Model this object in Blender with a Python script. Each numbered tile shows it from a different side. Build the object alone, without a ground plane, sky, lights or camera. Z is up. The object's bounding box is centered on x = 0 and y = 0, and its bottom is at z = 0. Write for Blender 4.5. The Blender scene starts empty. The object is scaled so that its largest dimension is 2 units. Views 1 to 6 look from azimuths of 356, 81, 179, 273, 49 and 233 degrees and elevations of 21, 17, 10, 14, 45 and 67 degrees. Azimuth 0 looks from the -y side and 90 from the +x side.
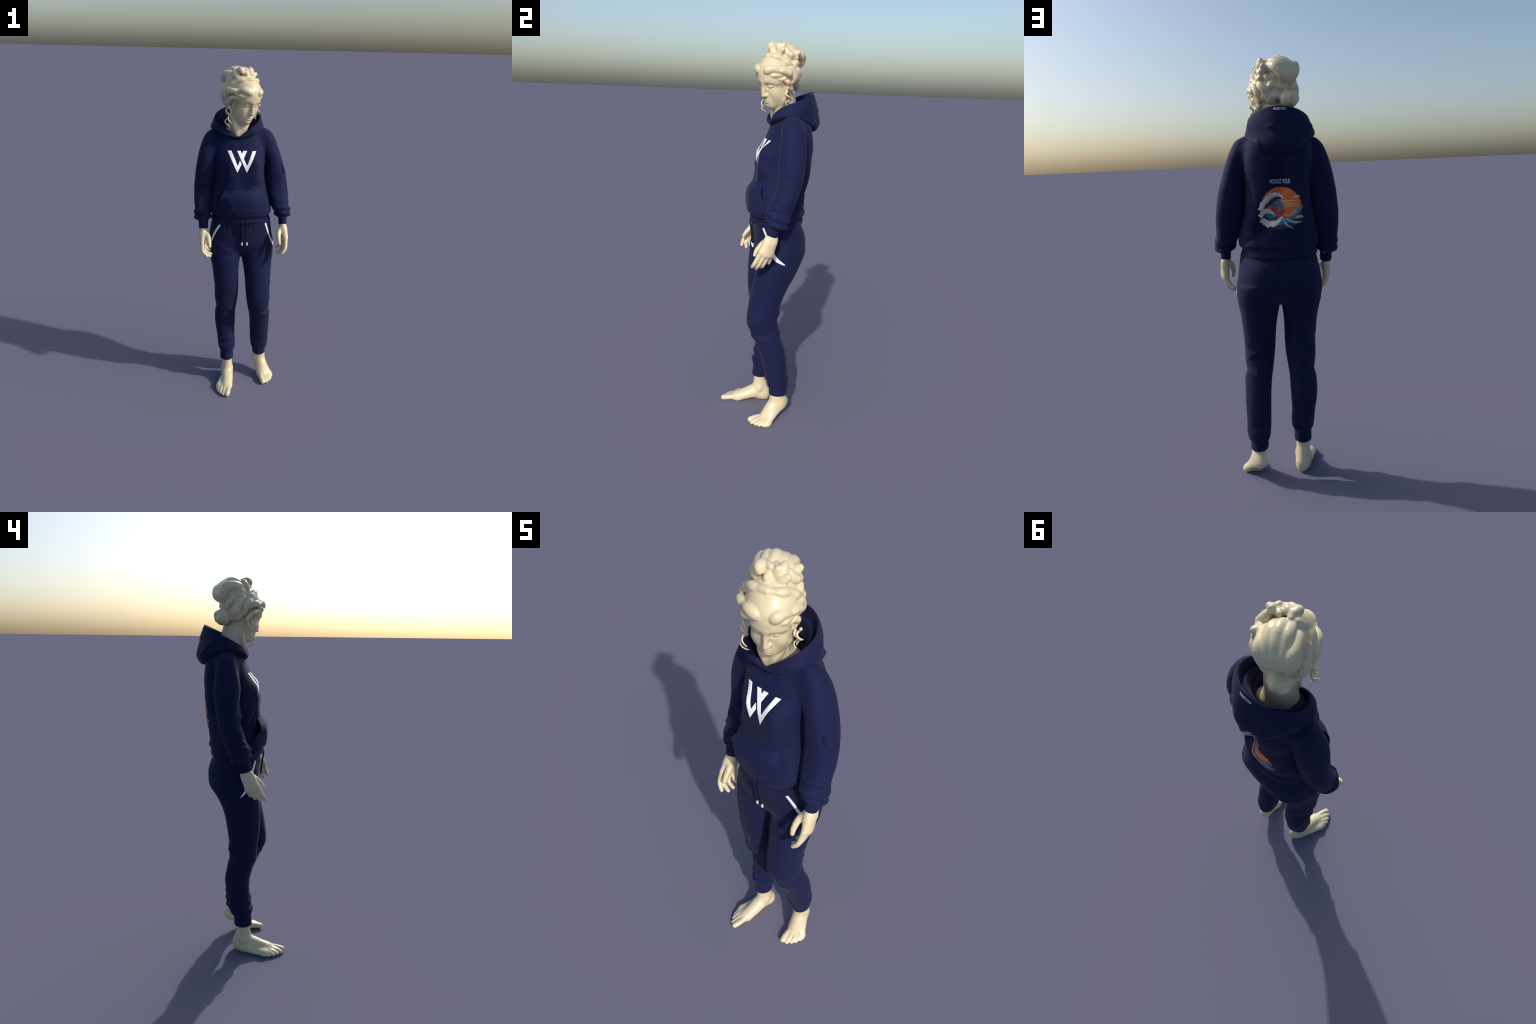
import bpy, bmesh, math
import numpy as np
from mathutils import Vector
from mathutils.bvhtree import BVHTree

RNG = np.random.default_rng(7)

# =====================================================================
#  Small implicit-surface modeller: smooth unions of simple solids,
#  turned into a quad mesh by surface nets
# =====================================================================
def smin(a, b, k):
    h = np.maximum(k - np.abs(a - b), 0.0) / k
    return np.minimum(a, b) - h * h * k * 0.25

def pchip(xs, ys, x):
    """monotone cubic interpolation (xs ascending)"""
    xs = np.asarray(xs, float); ys = np.asarray(ys, float)
    h = np.diff(xs); d = np.diff(ys) / h
    m = np.zeros_like(ys); m[0] = d[0]; m[-1] = d[-1]
    for i in range(1, len(xs) - 1):
        if d[i - 1] * d[i] > 0:
            w1 = 2 * h[i] + h[i - 1]; w2 = h[i] + 2 * h[i - 1]
            m[i] = (w1 + w2) / (w1 / d[i - 1] + w2 / d[i])
    x = np.clip(x, xs[0], xs[-1])
    i = np.clip(np.searchsorted(xs, x) - 1, 0, len(h) - 1)
    t = (x - xs[i]) / h[i]
    return ((2*t**3 - 3*t**2 + 1) * ys[i] + (t**3 - 2*t**2 + t) * h[i] * m[i]
            + (-2*t**3 + 3*t**2) * ys[i+1] + (t**3 - t**2) * h[i] * m[i+1])

def spline(pts, n=8):
    """Catmull-Rom through control points of any dimension"""
    P = np.asarray(pts, float)
    if len(P) < 3:
        t = np.linspace(0, 1, n + 1)[:, None]
        return P[0] * (1 - t) + P[-1] * t
    Q = np.vstack([2 * P[0] - P[1], P, 2 * P[-1] - P[-2]])
    out = []
    for i in range(1, len(Q) - 2):
        p0, p1, p2, p3 = Q[i-1:i+3]
        for t in np.linspace(0, 1, n, endpoint=False):
            out.append(0.5 * (2*p1 + (p2-p0)*t + (2*p0-5*p1+4*p2-p3)*t*t + (3*p1-p0-3*p2+p3)*t**3))
    out.append(P[-1])
    return np.array(out)

def closed_spline(pts, n):
    """closed Catmull-Rom resampled to n points"""
    P = np.asarray(pts, float); m = len(P); out = []
    for j in range(n):
        t = j * m / n; i = int(t); t -= i
        p0, p1, p2, p3 = P[(i-1) % m], P[i % m], P[(i+1) % m], P[(i+2) % m]
        out.append(0.5 * (2*p1 + (p2-p0)*t + (2*p0-5*p1+4*p2-p3)*t*t + (3*p1-p0-3*p2+p3)*t**3))
    return np.array(out)

class Field:
    def __init__(self, lo, hi, h):
        self.h = h; self.lo = np.array(lo, float)
        self.n = np.ceil((np.array(hi) - self.lo) / h).astype(int) + 1
        self.F = np.full(self.n, 0.06, np.float32)
        self.lab = np.zeros(self.n, np.int8)
        self.ax = [self.lo[i] + h * np.arange(self.n[i]) for i in range(3)]

    def block(self, lo, hi):
        a = np.clip(np.floor((np.array(lo) - self.lo) / self.h).astype(int), 0, self.n)
        b = np.clip(np.ceil((np.array(hi) - self.lo) / self.h).astype(int) + 1, 0, self.n)
        sl = tuple(slice(x, y) for x, y in zip(a, b))
        X, Y, Z = (self.ax[i][sl[i]].reshape([-1 if j == i else 1 for j in range(3)]) for i in range(3))
        return sl, X, Y, Z

    def join(self, sl, d, k, lab):
        f = self.F[sl]
        self.lab[sl] = np.where(d < f, lab, self.lab[sl])
        self.F[sl] = smin(f, d, k)

    def cut(self, sl, d, k):
        self.F[sl] = -smin(-self.F[sl], d, k)

    def ell(self, c, r, k=0.01, lab=0, R=None, cut=False):
        c = np.array(c, float); r = np.array(r, float) * np.ones(3)
        m = (r.max() if R is not None else r) + k + 2 * self.h
        sl, X, Y, Z = self.block(c - m, c + m)
        x, y, z = X - c[0], Y - c[1], Z - c[2]
        if R is not None:
            R = np.asarray(R)
            x, y, z = (R[i, 0] * x + R[i, 1] * y + R[i, 2] * z for i in range(3))
        k0 = np.sqrt((x/r[0])**2 + (y/r[1])**2 + (z/r[2])**2)
        k1 = np.sqrt((x/r[0]**2)**2 + (y/r[1]**2)**2 + (z/r[2]**2)**2) + 1e-6
        d = k0 * (k0 - 1) / k1
        (self.cut(sl, d, k) if cut else self.join(sl, d, k, lab))

    def tube(self, pts, rad, k=0.008, lab=0, n=5, cut=False, curl=0.0, pitch=.030, phase=0.0):
        """swept round tube through control points with a radius at each"""
        Q = spline(np.column_stack([np.asarray(pts, float), rad]), n)
        p, r = Q[:, :3].copy(), Q[:, 3].copy()
        if curl:   # wavy lock: swelling and winding along its length
            L = np.concatenate([[0], np.cumsum(np.linalg.norm(np.diff(p, axis=0), axis=1))])
            w = 2 * np.pi * L / pitch + phase; env = np.clip(r / r.max(), 0, 1)
            r *= 1 + .09 * curl * np.sin(w)
            p += (curl * .0030 * env)[:, None] * np.stack([np.cos(w), np.sin(w + 1), np.sin(w)], 1)
        m = r.max() + k + 2 * self.h
        sl, X, Y, Z = self.block(p.min(0) - m, p.max(0) + m)
        D = None
        for i in range(len(p) - 1):
            a, ab = p[i], p[i+1] - p[i]; L = ab @ ab + 1e-12
            x, y, z = X - a[0], Y - a[1], Z - a[2]
            t = np.clip((x*ab[0] + y*ab[1] + z*ab[2]) / L, 0, 1)
            d = np.sqrt((x - t*ab[0])**2 + (y - t*ab[1])**2 + (z - t*ab[2])**2) - (r[i] + t*(r[i+1] - r[i]))
            D = d if D is None else np.minimum(D, d)
        (self.cut(sl, D, k) if cut else self.join(sl, D, k, lab))

    def stack(self, rows, k=0.01, lab=0, n=2.3, cap=0.012, tilt=(0, 0), nb=None):
        """solid through horizontal cross-sections: rows of z, xmin, xmax, yfront, yback"""
        rows = np.array(sorted(rows)); z = rows[:, 0]
        m = 0.06
        sl, X, Y, Z = self.block((rows[:, 1].min() - m, rows[:, 3].min() - m, z[0] - m),
                                 (rows[:, 2].max() + m, rows[:, 4].max() + m, z[-1] + m))
        zz = Z.ravel()
        x0, x1, y0, y1 = (pchip(z, rows[:, i], zz).reshape(1, 1, -1) for i in range(1, 5))
        a, b = (x1 - x0) / 2, (y1 - y0) / 2
        if callable(n): n = n(Z)
        if nb: nb = nb(Z) if callable(nb) else nb; n = n + (nb - n) * np.clip((Y - (y0 + y1) / 2) / b * 4, 0, 1)
        u = np.abs(X - (x0 + x1) / 2) / a + 1e-5
        v = np.abs(Y - (y0 + y1) / 2) / b + 1e-5
        g = (u**n + v**n)**(1 / n)
        gr = np.sqrt((u**(n-1) / a)**2 + (v**(n-1) / b)**2) * g**(1 - n)
        d = (g - 1) / np.maximum(gr, 0.5 / np.maximum(a, b))
        lo = z[0] + tilt[0] * (Y - rows[0, 3]); hi = z[-1] + tilt[1] * Y
        dz = np.maximum(Z - hi, lo - Z)
        d = -smin(-d, -dz, cap)
        kk = k(Z) if callable(k) else k
        self.join(sl, d, kk, lab)

    def sample(self, p):
        q = (p - self.lo) / self.h
        q = np.clip(q, 0, self.n - 1.001); i = q.astype(int); t = q - i
        out = 0
        for dx in (0, 1):
            for dy in (0, 1):
                for dz in (0, 1):
                    w = ((t[:, 0] if dx else 1 - t[:, 0]) * (t[:, 1] if dy else 1 - t[:, 1])
                         * (t[:, 2] if dz else 1 - t[:, 2]))
                    out = out + w * self.F[i[:, 0] + dx, i[:, 1] + dy, i[:, 2] + dz]
        return out

    def mesh(self, smooth=2, snap=2):
        F = self.F; s = F < 0
        c = [s[dx:s.shape[0]-1+dx, dy:s.shape[1]-1+dy, dz:s.shape[2]-1+dz]
             for dx in (0, 1) for dy in (0, 1) for dz in (0, 1)]
        cnt = sum(x.astype(np.int8) for x in c)
        I = np.argwhere((cnt > 0) & (cnt < 8))
        idx = np.full(cnt.shape, -1, np.int32); idx[tuple(I.T)] = np.arange(len(I))
        off = np.array([(a, b, d) for a in (0, 1) for b in (0, 1) for d in (0, 1)])
        val = np.stack([F[tuple((I + o).T)] for o in off], 1)
        P = np.zeros((len(I), 3)); N = np.zeros(len(I))
        for a in range(8):
            for b in range(a + 1, 8):
                if np.abs(off[a] - off[b]).sum() != 1: continue
                m = (val[:, a] < 0) != (val[:, b] < 0)
                t = val[m, a] / (val[m, a] - val[m, b])
                P[m] += off[a] + t[:, None] * (off[b] - off[a]); N[m] += 1
        V = self.lo + self.h * (I + P / N[:, None])
        quads = []
        for ax in range(3):
            o1, o2 = [(1, 2), (2, 0), (0, 1)][ax]
            A = s[tuple(slice(0, -1) if i == ax else slice(None) for i in range(3))]
            B = s[tuple(slice(1, None) if i == ax else slice(None) for i in range(3))]
            E = np.argwhere(A != B)
            E = E[(E[:, o1] > 0) & (E[:, o2] > 0) & (E[:, o1] < self.n[o1] - 1) & (E[:, o2] < self.n[o2] - 1)]
            e1 = np.eye(3, dtype=int)[o1]; e2 = np.eye(3, dtype=int)[o2]
            q = np.stack([idx[tuple((E - e1 - e2).T)], idx[tuple((E - e2).T)],
                          idx[tuple(E.T)], idx[tuple((E - e1).T)]], 1)
            flip = ~A[tuple(E.T)]
            q[flip] = q[flip][:, ::-1]
            quads.append(q)
        Q = np.vstack(quads)
        V = relax(V, Q, smooth)
        for _ in range(snap):
            f = self.sample(V); e = self.h
            g = np.stack([self.sample(V + e * np.eye(3)[i]) - self.sample(V - e * np.eye(3)[i]) for i in range(3)], 1) / (2 * e)
            V = V - np.clip(f / np.maximum((g**2).sum(1), 0.05), -e, e)[:, None] * g
        ctr = V[Q].mean(1)
        i = np.clip(np.rint((ctr - self.lo) / self.h).astype(int), 0, self.n - 1)
        return V, Q, self.lab[tuple(i.T)]

def relax(V, Q, it, lam=0.5):
    if not it: return V
    E = np.vstack([Q[:, [i, (i + 1) % Q.shape[1]]] for i in range(Q.shape[1])])
    a = np.concatenate([E[:, 0], E[:, 1]]); b = np.concatenate([E[:, 1], E[:, 0]])
    cnt = np.maximum(np.bincount(a, minlength=len(V)), 1)
    for _ in range(it):
        M = np.stack([np.bincount(a, V[b, i], len(V)) for i in range(3)], 1) / cnt[:, None]
        V = V + lam * (M - V)
    return V

def vnormals(V, Q):
    d1 = V[Q[:, 2]] - V[Q[:, 0]]; d2 = V[Q[:, 3]] - V[Q[:, 1]]
    fn = np.cross(d1, d2)
    N = np.stack([sum(np.bincount(Q[:, j], fn[:, i], len(V)) for j in range(4)) for i in range(3)], 1)
    return N / np.maximum(np.linalg.norm(N, axis=1), 1e-12)[:, None]

def stroke(V, N, pts, width, height, taper=True, n=6):
    """push the surface out (or in) along a curve drawn on it: a fold, crease or ridge"""
    p = spline(pts, n); w = width
    m = 3 * w
    sel = np.where(np.all((V > p.min(0) - m) & (V < p.max(0) + m), axis=1))[0]
    if not len(sel): return
    q = V[sel]; best = np.full(len(q), 1e9); at = np.zeros(len(q))
    for i in range(len(p) - 1):
        ab = p[i+1] - p[i]; L = ab @ ab + 1e-12
        t = np.clip((q - p[i]) @ ab / L, 0, 1)
        d = np.linalg.norm(q - p[i] - t[:, None] * ab, axis=1)
        u = d < best; best[u] = d[u]; at[u] = (i + t[u]) / (len(p) - 1)
    amp = height * np.exp(-(best / w)**2)
    if taper: amp *= np.clip(np.sin(np.pi * np.clip(at, 0, 1)) * 1.6, 0, 1)
    V[sel] += amp[:, None] * N[sel]

def noise3(p, scale, seed=0, oct=2):
    """cheap smooth pseudo-noise from sums of rotated sines"""
    r = np.random.default_rng(seed); out = 0; a = 1.0
    for o in range(oct):
        for _ in range(4):
            d = r.normal(size=3); d /= np.linalg.norm(d)
            out = out + a * np.sin((p @ d) * scale * (1.7**o) * r.uniform(.7, 1.3) + r.uniform(0, 6.28))
        a *= 0.5
    return out / 4

# =====================================================================
#  Objects
# =====================================================================
def material_of(name):
    return bpy.data.materials[name]

def make(name, V, faces, mat, parent=None, smooth=True, normals=None):
    me = bpy.data.meshes.new(name)
    V = np.asarray(V, float); F = np.asarray(faces)
    me.vertices.add(len(V)); me.vertices.foreach_set('co', V.ravel())
    k = F.shape[1]
    me.loops.add(F.size); me.loops.foreach_set('vertex_index', F.ravel().astype(np.int32))
    me.polygons.add(len(F)); me.polygons.foreach_set('loop_start', np.arange(0, F.size, k, dtype=np.int32))
    me.update(calc_edges=True); me.validate()
    me.polygons.foreach_set('use_smooth', np.full(len(me.polygons), smooth))
    if normals is not None and len(me.polygons) == len(F):
        me.normals_split_custom_set_from_vertices([tuple(n) for n in normals])
    me.materials.append(material_of(mat))
    ob = bpy.data.objects.new(name, me)
    bpy.context.scene.collection.objects.link(ob)
    if parent: ob.parent = parent
    return ob

def split(V, Q, lab, names, parents, mat):
    """cut one smooth surface into named regions that share border points and normals"""
    N = vnormals(V, Q); obs = {}
    for l, nm in names.items():
        f = Q[lab == l]
        if not len(f): continue
        used, inv = np.unique(f, return_inverse=True)
        par = parents[l] if isinstance(parents, dict) else parents
        obs[l] = make(nm, V[used], inv.reshape(f.shape), mat, par, normals=N[used])
    return obs

def tri_from(V, Q):
    return BVHTree.FromPolygons([tuple(v) for v in V], [tuple(int(i) for i in q) for q in Q])

def empty(name, parent=None):
    e = bpy.data.objects.new(name, None); bpy.context.scene.collection.objects.link(e)
    e.empty_display_size = 0.1
    if parent: e.parent = parent
    return e

def tube_mesh(pts, rad, seg=12, n=8):
    Q = spline(np.column_stack([np.asarray(pts, float), rad]), n); p, r = Q[:, :3], Q[:, 3]
    T = np.gradient(p, axis=0); T /= np.linalg.norm(T, axis=1)[:, None]
    up = np.array([0.3, 0.2, 0.9]); u = np.cross(T[0], up); u /= np.linalg.norm(u)
    V = []
    for i in range(len(p)):
        u = u - (u @ T[i]) * T[i]; u /= np.linalg.norm(u); v = np.cross(T[i], u)
        for j in range(seg):
            a = 2 * math.pi * j / seg
            V.append(p[i] + r[i] * (math.cos(a) * u + math.sin(a) * v))
    F = [(i*seg + j, i*seg + (j+1) % seg, (i+1)*seg + (j+1) % seg, (i+1)*seg + j)
         for i in range(len(p) - 1) for j in range(seg)]
    a, b = len(V), len(V) + 1
    V += [p[0] - T[0] * r[0] * .5, p[-1] + T[-1] * r[-1] * .5]
    F += [(a, (j+1) % seg, j, j) for j in range(seg)]
    o = (len(p) - 1) * seg
    F += [(b, o + j, o + (j+1) % seg, o + (j+1) % seg) for j in range(seg)]
    return V, F

def make_poly(name, V, F, mat, parent, smooth=True):
    me = bpy.data.meshes.new(name)
    F = [tuple(dict.fromkeys(f)) for f in F]
    me.from_pydata([tuple(v) for v in V], [], F); me.validate(); me.update()
    me.polygons.foreach_set('use_smooth', np.full(len(me.polygons), smooth))
    me.materials.append(material_of(mat))
    ob = bpy.data.objects.new(name, me); bpy.context.scene.collection.objects.link(ob)
    ob.parent = parent
    return ob

# =====================================================================
#  Materials
# =====================================================================
def nodes_of(name):
    m = bpy.data.materials.new(name); m.use_nodes = True
    nt = m.node_tree; b = nt.nodes['Principled BSDF']
    return m, nt, b

def mottled(name, c1, c2, scale, rough, bump=0.0, bump_scale=400.0, coat=0.0, spec=0.5, sheen=0.0, coat_rough=0.1):
    m, nt, b = nodes_of(name); L = nt.links.new
    tc = nt.nodes.new('ShaderNodeTexCoord')
    no = nt.nodes.new('ShaderNodeTexNoise'); no.inputs['Scale'].default_value = scale
    no.inputs['Detail'].default_value = 5
    cr = nt.nodes.new('ShaderNodeValToRGB')
    cr.color_ramp.elements[0].position = 0.3; cr.color_ramp.elements[0].color = (*c1, 1)
    cr.color_ramp.elements[1].position = 0.7; cr.color_ramp.elements[1].color = (*c2, 1)
    L(tc.outputs['Object'], no.inputs['Vector']); L(no.outputs['Fac'], cr.inputs['Fac'])
    L(cr.outputs['Color'], b.inputs['Base Color'])
    b.inputs['Roughness'].default_value = rough
    b.inputs['Specular IOR Level'].default_value = spec
    b.inputs['Coat Weight'].default_value = coat
    b.inputs['Coat Roughness'].default_value = coat_rough
    b.inputs['Sheen Weight'].default_value = sheen
    if bump:
        n2 = nt.nodes.new('ShaderNodeTexNoise'); n2.inputs['Scale'].default_value = bump_scale
        n2.inputs['Detail'].default_value = 3
        bp = nt.nodes.new('ShaderNodeBump'); bp.inputs['Strength'].default_value = bump
        bp.inputs['Distance'].default_value = 0.001
        L(tc.outputs['Object'], n2.inputs['Vector']); L(n2.outputs['Fac'], bp.inputs['Height'])
        L(bp.outputs['Normal'], b.inputs['Normal'])
    return m

mottled('cream_lacquer', (0.575, 0.500, 0.330), (0.595, 0.520, 0.345), 6, 0.30, spec=0.4, coat=0.3, coat_rough=0.10)
mottled('navy_fleece', (0.0066, 0.0092, 0.043), (0.0074, 0.0102, 0.047), 90, 0.75, bump=0.10, bump_scale=700, spec=0.12, sheen=0.04)
mottled('navy_rib', (0.0065, 0.0090, 0.042), (0.0073, 0.0100, 0.046), 120, 0.75, bump=0.12, bump_scale=500, spec=0.12, sheen=0.04)
mottled('white_print', (0.90, 0.90, 0.92), (0.93, 0.93, 0.95), 60, 0.45, spec=0.4)
mottled('white_tape', (0.74, 0.74, 0.77), (0.82, 0.82, 0.84), 60, 0.5, spec=0.4)
mottled('grey_lettering', (0.42, 0.44, 0.55), (0.48, 0.50, 0.60), 200, 0.6)
mottled('metal_tip', (0.75, 0.75, 0.77), (0.8, 0.8, 0.82), 60, 0.3)
mottled('orange_print', (0.62, 0.125, 0.022), (0.70, 0.16, 0.03), 40, 0.7)
mottled('amber_print', (0.60, 0.22, 0.04), (0.70, 0.33, 0.07), 60, 0.7)
mottled('foam_print', (0.56, 0.54, 0.46), (0.68, 0.66, 0.57), 120, 0.7)
mottled('sea_print', (0.030, 0.085, 0.15), (0.07, 0.17, 0.27), 160, 0.7)
mottled('dark_sea_print', (0.012, 0.018, 0.04), (0.02, 0.035, 0.07), 120, 0.7)
mottled('pale_sea_print', (0.22, 0.33, 0.42), (0.36, 0.45, 0.52), 160, 0.7)
mottled('red_print', (0.42, 0.022, 0.014), (0.50, 0.03, 0.02), 60, 0.7)

# =====================================================================
#  Hierarchy: one dressed mannequin
# =====================================================================
figure = empty('dressed_mannequin')
figure['label'] = 'cream glossy statue woman wearing navy hoodie and jogging trousers'
figure['category'] = 'mannequin'
hoodie = empty('hoodie_parts', figure)
trousers = empty('trousers_parts', figure)

# ---------------------------------------------------------------------
#  Head, in a frame of its own: s to her left, f out of the face, u up
# ---------------------------------------------------------------------
yaw, pit, rol = map(math.radians, (31.4, 19, 4.5))
F0 = np.array([math.sin(yaw), -math.cos(yaw), 0]); S0 = np.array([math.cos(yaw), math.sin(yaw), 0])
Z0 = np.array([0, 0, 1.0])
FWD = math.cos(pit) * F0 - math.sin(pit) * Z0; U0 = math.cos(pit) * Z0 + math.sin(pit) * F0
SID = math.cos(rol) * S0 - math.sin(rol) * U0; UPW = math.cos(rol) * U0 + math.sin(rol) * S0
HEAD_M = np.array([SID, FWD, UPW]); HEAD_O = np.array([0.0, 0.02, 1.81])
def to_head(p): return HEAD_M @ (np.array(p, float) - HEAD_O)
def from_head(V): return np.asarray(V) @ HEAD_M + HEAD_O

HEAD, NECK, HAIR, EAR = 1, 2, 3, 4

def build_head():
    f = Field((-.125, -.185, -.24), (.125, .145, .21), 0.0017)
    # neck and upper chest (placed in world coordinates)
    W = lambda *ps: [to_head(p) for p in ps]
    f.tube(W((-.030, .062, 1.60), (-.026, .057, 1.67), (-.014, .044, 1.74), (0, .03, 1.80)), [.052, .055, .054, .05], .02, NECK)
    f.tube(W((-.052, .075, 1.60), (-.040, .078, 1.68), (-.018, .066, 1.76)), [.052, .045, .040], .02, NECK)
    f.ell(to_head((-.026, .075, 1.625)), (.080, .050, .030), .03, NECK)
    f.tube(W((-.030, .020, 1.622), (-.045, .002, 1.665), (-.062, .01, 1.72)), [.013, .014, .012], .02, NECK)
    f.tube(W((-.022, .020, 1.622), (.012, .014, 1.66), (.045, .04, 1.73)), [.013, .013, .011], .02, NECK)
    # skull and face
    f.ell((0, -.012, .045), (.072, .095, .088), .02, HEAD)
    f.ell((0, .034, -.002), (.055, .060, .094), .03, HEAD)
    f.ell((0, .036, .048), (.060, .060, .05), .03, HEAD)
    f.ell((0, .069, -.077), (.021, .020, .017), .03, HEAD)
    for q in (-1, 1):
        f.tube([(q*.048, .004, -.034), (q*.034, .036, -.064), (q*.011, .067, -.080)], [.015, .0155, .0135], .03, HEAD)
        f.ell((q*.035, .060, -.022), (.021, .022, .026), .025, HEAD)
        f.ell((q*.032, .050, -.046), (.020, .022, .026), .03, HEAD)
    # mouth mound, eye sockets
    f.ell((0, .076, -.054), (.024, .0185, .024), .02, HEAD)
    for q in (-1, 1):
        f.ell((q*.030, .108, .017), (.021, .0175, .011), .018, cut=True)
    # brows and nose
    for q in (-1, 1):
        f.tube([(q*.008, .0905, .034), (q*.024, .0885, .038), (q*.044, .0765, .034), (q*.057, .060, .022)], [.005, .0055, .0055, .004], .018, HEAD)
    f.tube([(0, .0915, .036), (0, .0955, .018), (0, .1035, -.008), (0, .1085, -.0275)], [.0075, .0075, .0080, .0088], .014, HEAD)
    for q in (-1, 1):
        f.ell((q*.0076, .0970, -.0305), (.0056, .0085, .0052), .012, HEAD)
        f.ell((q*.0048, .1035, -.0385), (.0030, .0045, .0026), .003, cut=True)
    # eyeballs under lowered lids: lid dome, fold above it, lash line below
    for q in (-1, 1):
        f.ell((q*.030, .0745, .0120), (.0165, .0150, .0115), .008, HEAD)
        f.tube([(q*.0140, .0890, .0075), (q*.023, .0905, .0030), (q*.033, .0880, .0025), (q*.047, .0755, .0065)], [.0010, .0018, .0020, .0010], .004, cut=True)
        f.tube([(q*.0145, .0895, .0150), (q*.023, .0905, .0215), (q*.036, .0850, .0215), (q*.048, .0740, .0130)], [.0006, .0010, .0010, .0006], .004, cut=True)
    # lips
    f.tube([(-.017, .0865, -.0590), (-.008, .0935, -.0548), (0, .0950, -.0556), (.008, .0935, -.0548), (.017, .0865, -.0590)], [.0015, .0038, .0040, .0038, .0015], .006, HEAD)
    f.tube([(-.013, .0875, -.0625), (-.006, .0925, -.0652), (0, .0935, -.0658), (.006, .0925, -.0652), (.013, .0875, -.0625)], [.0015, .0042, .0048, .0042, .0015], .006, HEAD)
    f.tube([(-.0185, .0870, -.0592), (-.008, .0982, -.0598), (0, .0998, -.0600), (.008, .0982, -.0598), (.0185, .0870, -.0592)], [.0007, .0010, .0012, .0010, .0007], .003, cut=True)
    f.tube([(-.009, .0925, -.0735), (0, .0955, -.0745), (.009, .0925, -.0735)], [.0015, .0025, .0015], .008, cut=True)
    f.tube([(0, .1035, -.040), (0, .1000, -.049)], [.0014, .0014], .004, cut=True)
    # ---------------- hair -------------------------------------------
    k = .0035
    f.ell((-.006, -.014, .052), (.085, .095, .094), .010, HAIR)
    f.ell((0, .020, .070), (.068, .070, .062), .03, HAIR)
    f.ell((-.012, -.046, .030), (.084, .064, .058), .02, HAIR)
    for q in (-1, 1):
        # the coiffure is fuller on her right
        wide = lambda a: q * a * (.96 if q > 0 else 1 + .20 * min(max((a - .03) / .03, 0), 1))
        T = lambda pts, r, kk=k: f.tube([(wide(a), b, c) for a, b, c in pts], r, kk, HAIR, n=8, curl=.5, pitch=.058, phase=pts[0][2] * 300 + q)
        # rope of curls along the hairline
        T([(.012, .080, .077), (.030, .078, .084), (.050, .064, .087), (.065, .048, .079)], [.013, .0205, .0185, .011])
        T([(.026, .086, .071), (.047, .076, .063), (.062, .060, .056), (.074, .040, .054)], [.003, .0095, .0115, .007])
        T([(.058, .061, .043), (.071, .044, .036), (.081, .022, .036)], [.004, .0105, .008])
        T([(.066, .046, .078), (.080, .022, .066), (.087, .0, .054), (.085, -.014, .034)], [.008, .0155, .0145, .008])
        T([(.080, -.012, .080), (.087, -.030, .054), (.084, -.036, .022), (.074, -.030, -.002)], [.008, .0165, .016, .009])
        T([(.074, -.052, .074), (.077, -.066, .038), (.064, -.070, .002)], [.009, .0165, .012])
        T([(.078, .032, .028), (.083, .012, .018), (.079, -.002, -.006)], [.006, .0125, .010])
        T([(.081, .000, .006), (.077, -.010, -.024)], [.011, .009])
        T([(.070, .042, .020), (.067, .028, -.006), (.068, .018, -.030)], [.004, .0045, .0025], .004)
        # ear under the hair
        f.tube([(q*.068, .006, .000), (q*.074, .008, -.014), (q*.070, .012, -.036)], [.009, .008, .0065], .005, EAR)
        # sweep to the nape bun
        # swept, lumpy masses gathered to the nape bun
        f.tube([(wide(.074), -.028, .006), (wide(.050), -.066, -.006), (q*.020, -.090, -.016)], [.012, .019, .016], .008, HAIR)
        for c, d, r in (((.066, -.072, .030), (.3, .5, .8), .0195), ((.042, -.094, .036), (.8, .2, -.5), .0185), ((.014, -.104, .020), (.9, 0, .4), .0180),
                        ((.050, -.060, -.014), (.5, .3, .9), .0205), ((.028, -.084, -.006), (.6, 0, -.8), .0195), ((.052, -.088, .072), (.2, .4, .9), .0155),
                        ((.066, -.046, .006), (.2, .6, .8), .0180), ((.030, -.098, .062), (.9, -.1, .3), .0165)):
            o = np.array([wide(c[0]), c[1], c[2]]); d = np.array(d) * (q, 1, 1); d = d / np.linalg.norm(d)
            f.tube([o - d*r*.8, o, o + d*r*.8], [r*.62, r*.95, r*.62], .005, HAIR)
        # fillet of twisted hair over the crown
        T([(.0075, .0310, .1345), (.030, .0235, .1320), (.056, .003, .1160), (.073, -.016, .0910), (.079, -.040, .0640)], [.0135, .0155, .0155, .0150, .012], .0025)
    # bow of curls on top
    for a, b, c, r in ((-.055, -.045, .136, .024), (-.044, -.032, .164, .0185), (-.016, -.020, .150, .020), (-.020, -.036, .165, .015),
                       (.012, -.028, .157, .019), (.031, -.020, .146, .020), (.026, -.040, .164, .018), (.052, -.048, .134, .0225),
                       (.062, -.062, .106, .020), (.068, -.058, .080, .017), (.056, -.085, .116, .020), (-.066, -.062, .105, .022),
                       (-.080, -.072, .080, .022), (-.068, -.090, .110, .021), (-.034, -.050, .158, .017), (.0, -.046, .156, .016)):
        # each a short comma of hair, turned its own way
        d = RNG.normal(size=3); d /= np.linalg.norm(d); e = RNG.normal(size=3) * .25
        o = np.array([a, b, c])
        f.tube([o - d*r*.75, o + e*r, o + d*r*.75], [r*.62, r*.92, r*.60], .007, HAIR)
    # crown bun, gathered in lobes, and nape bun (both a little to her right)
    BX = -.019
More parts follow.
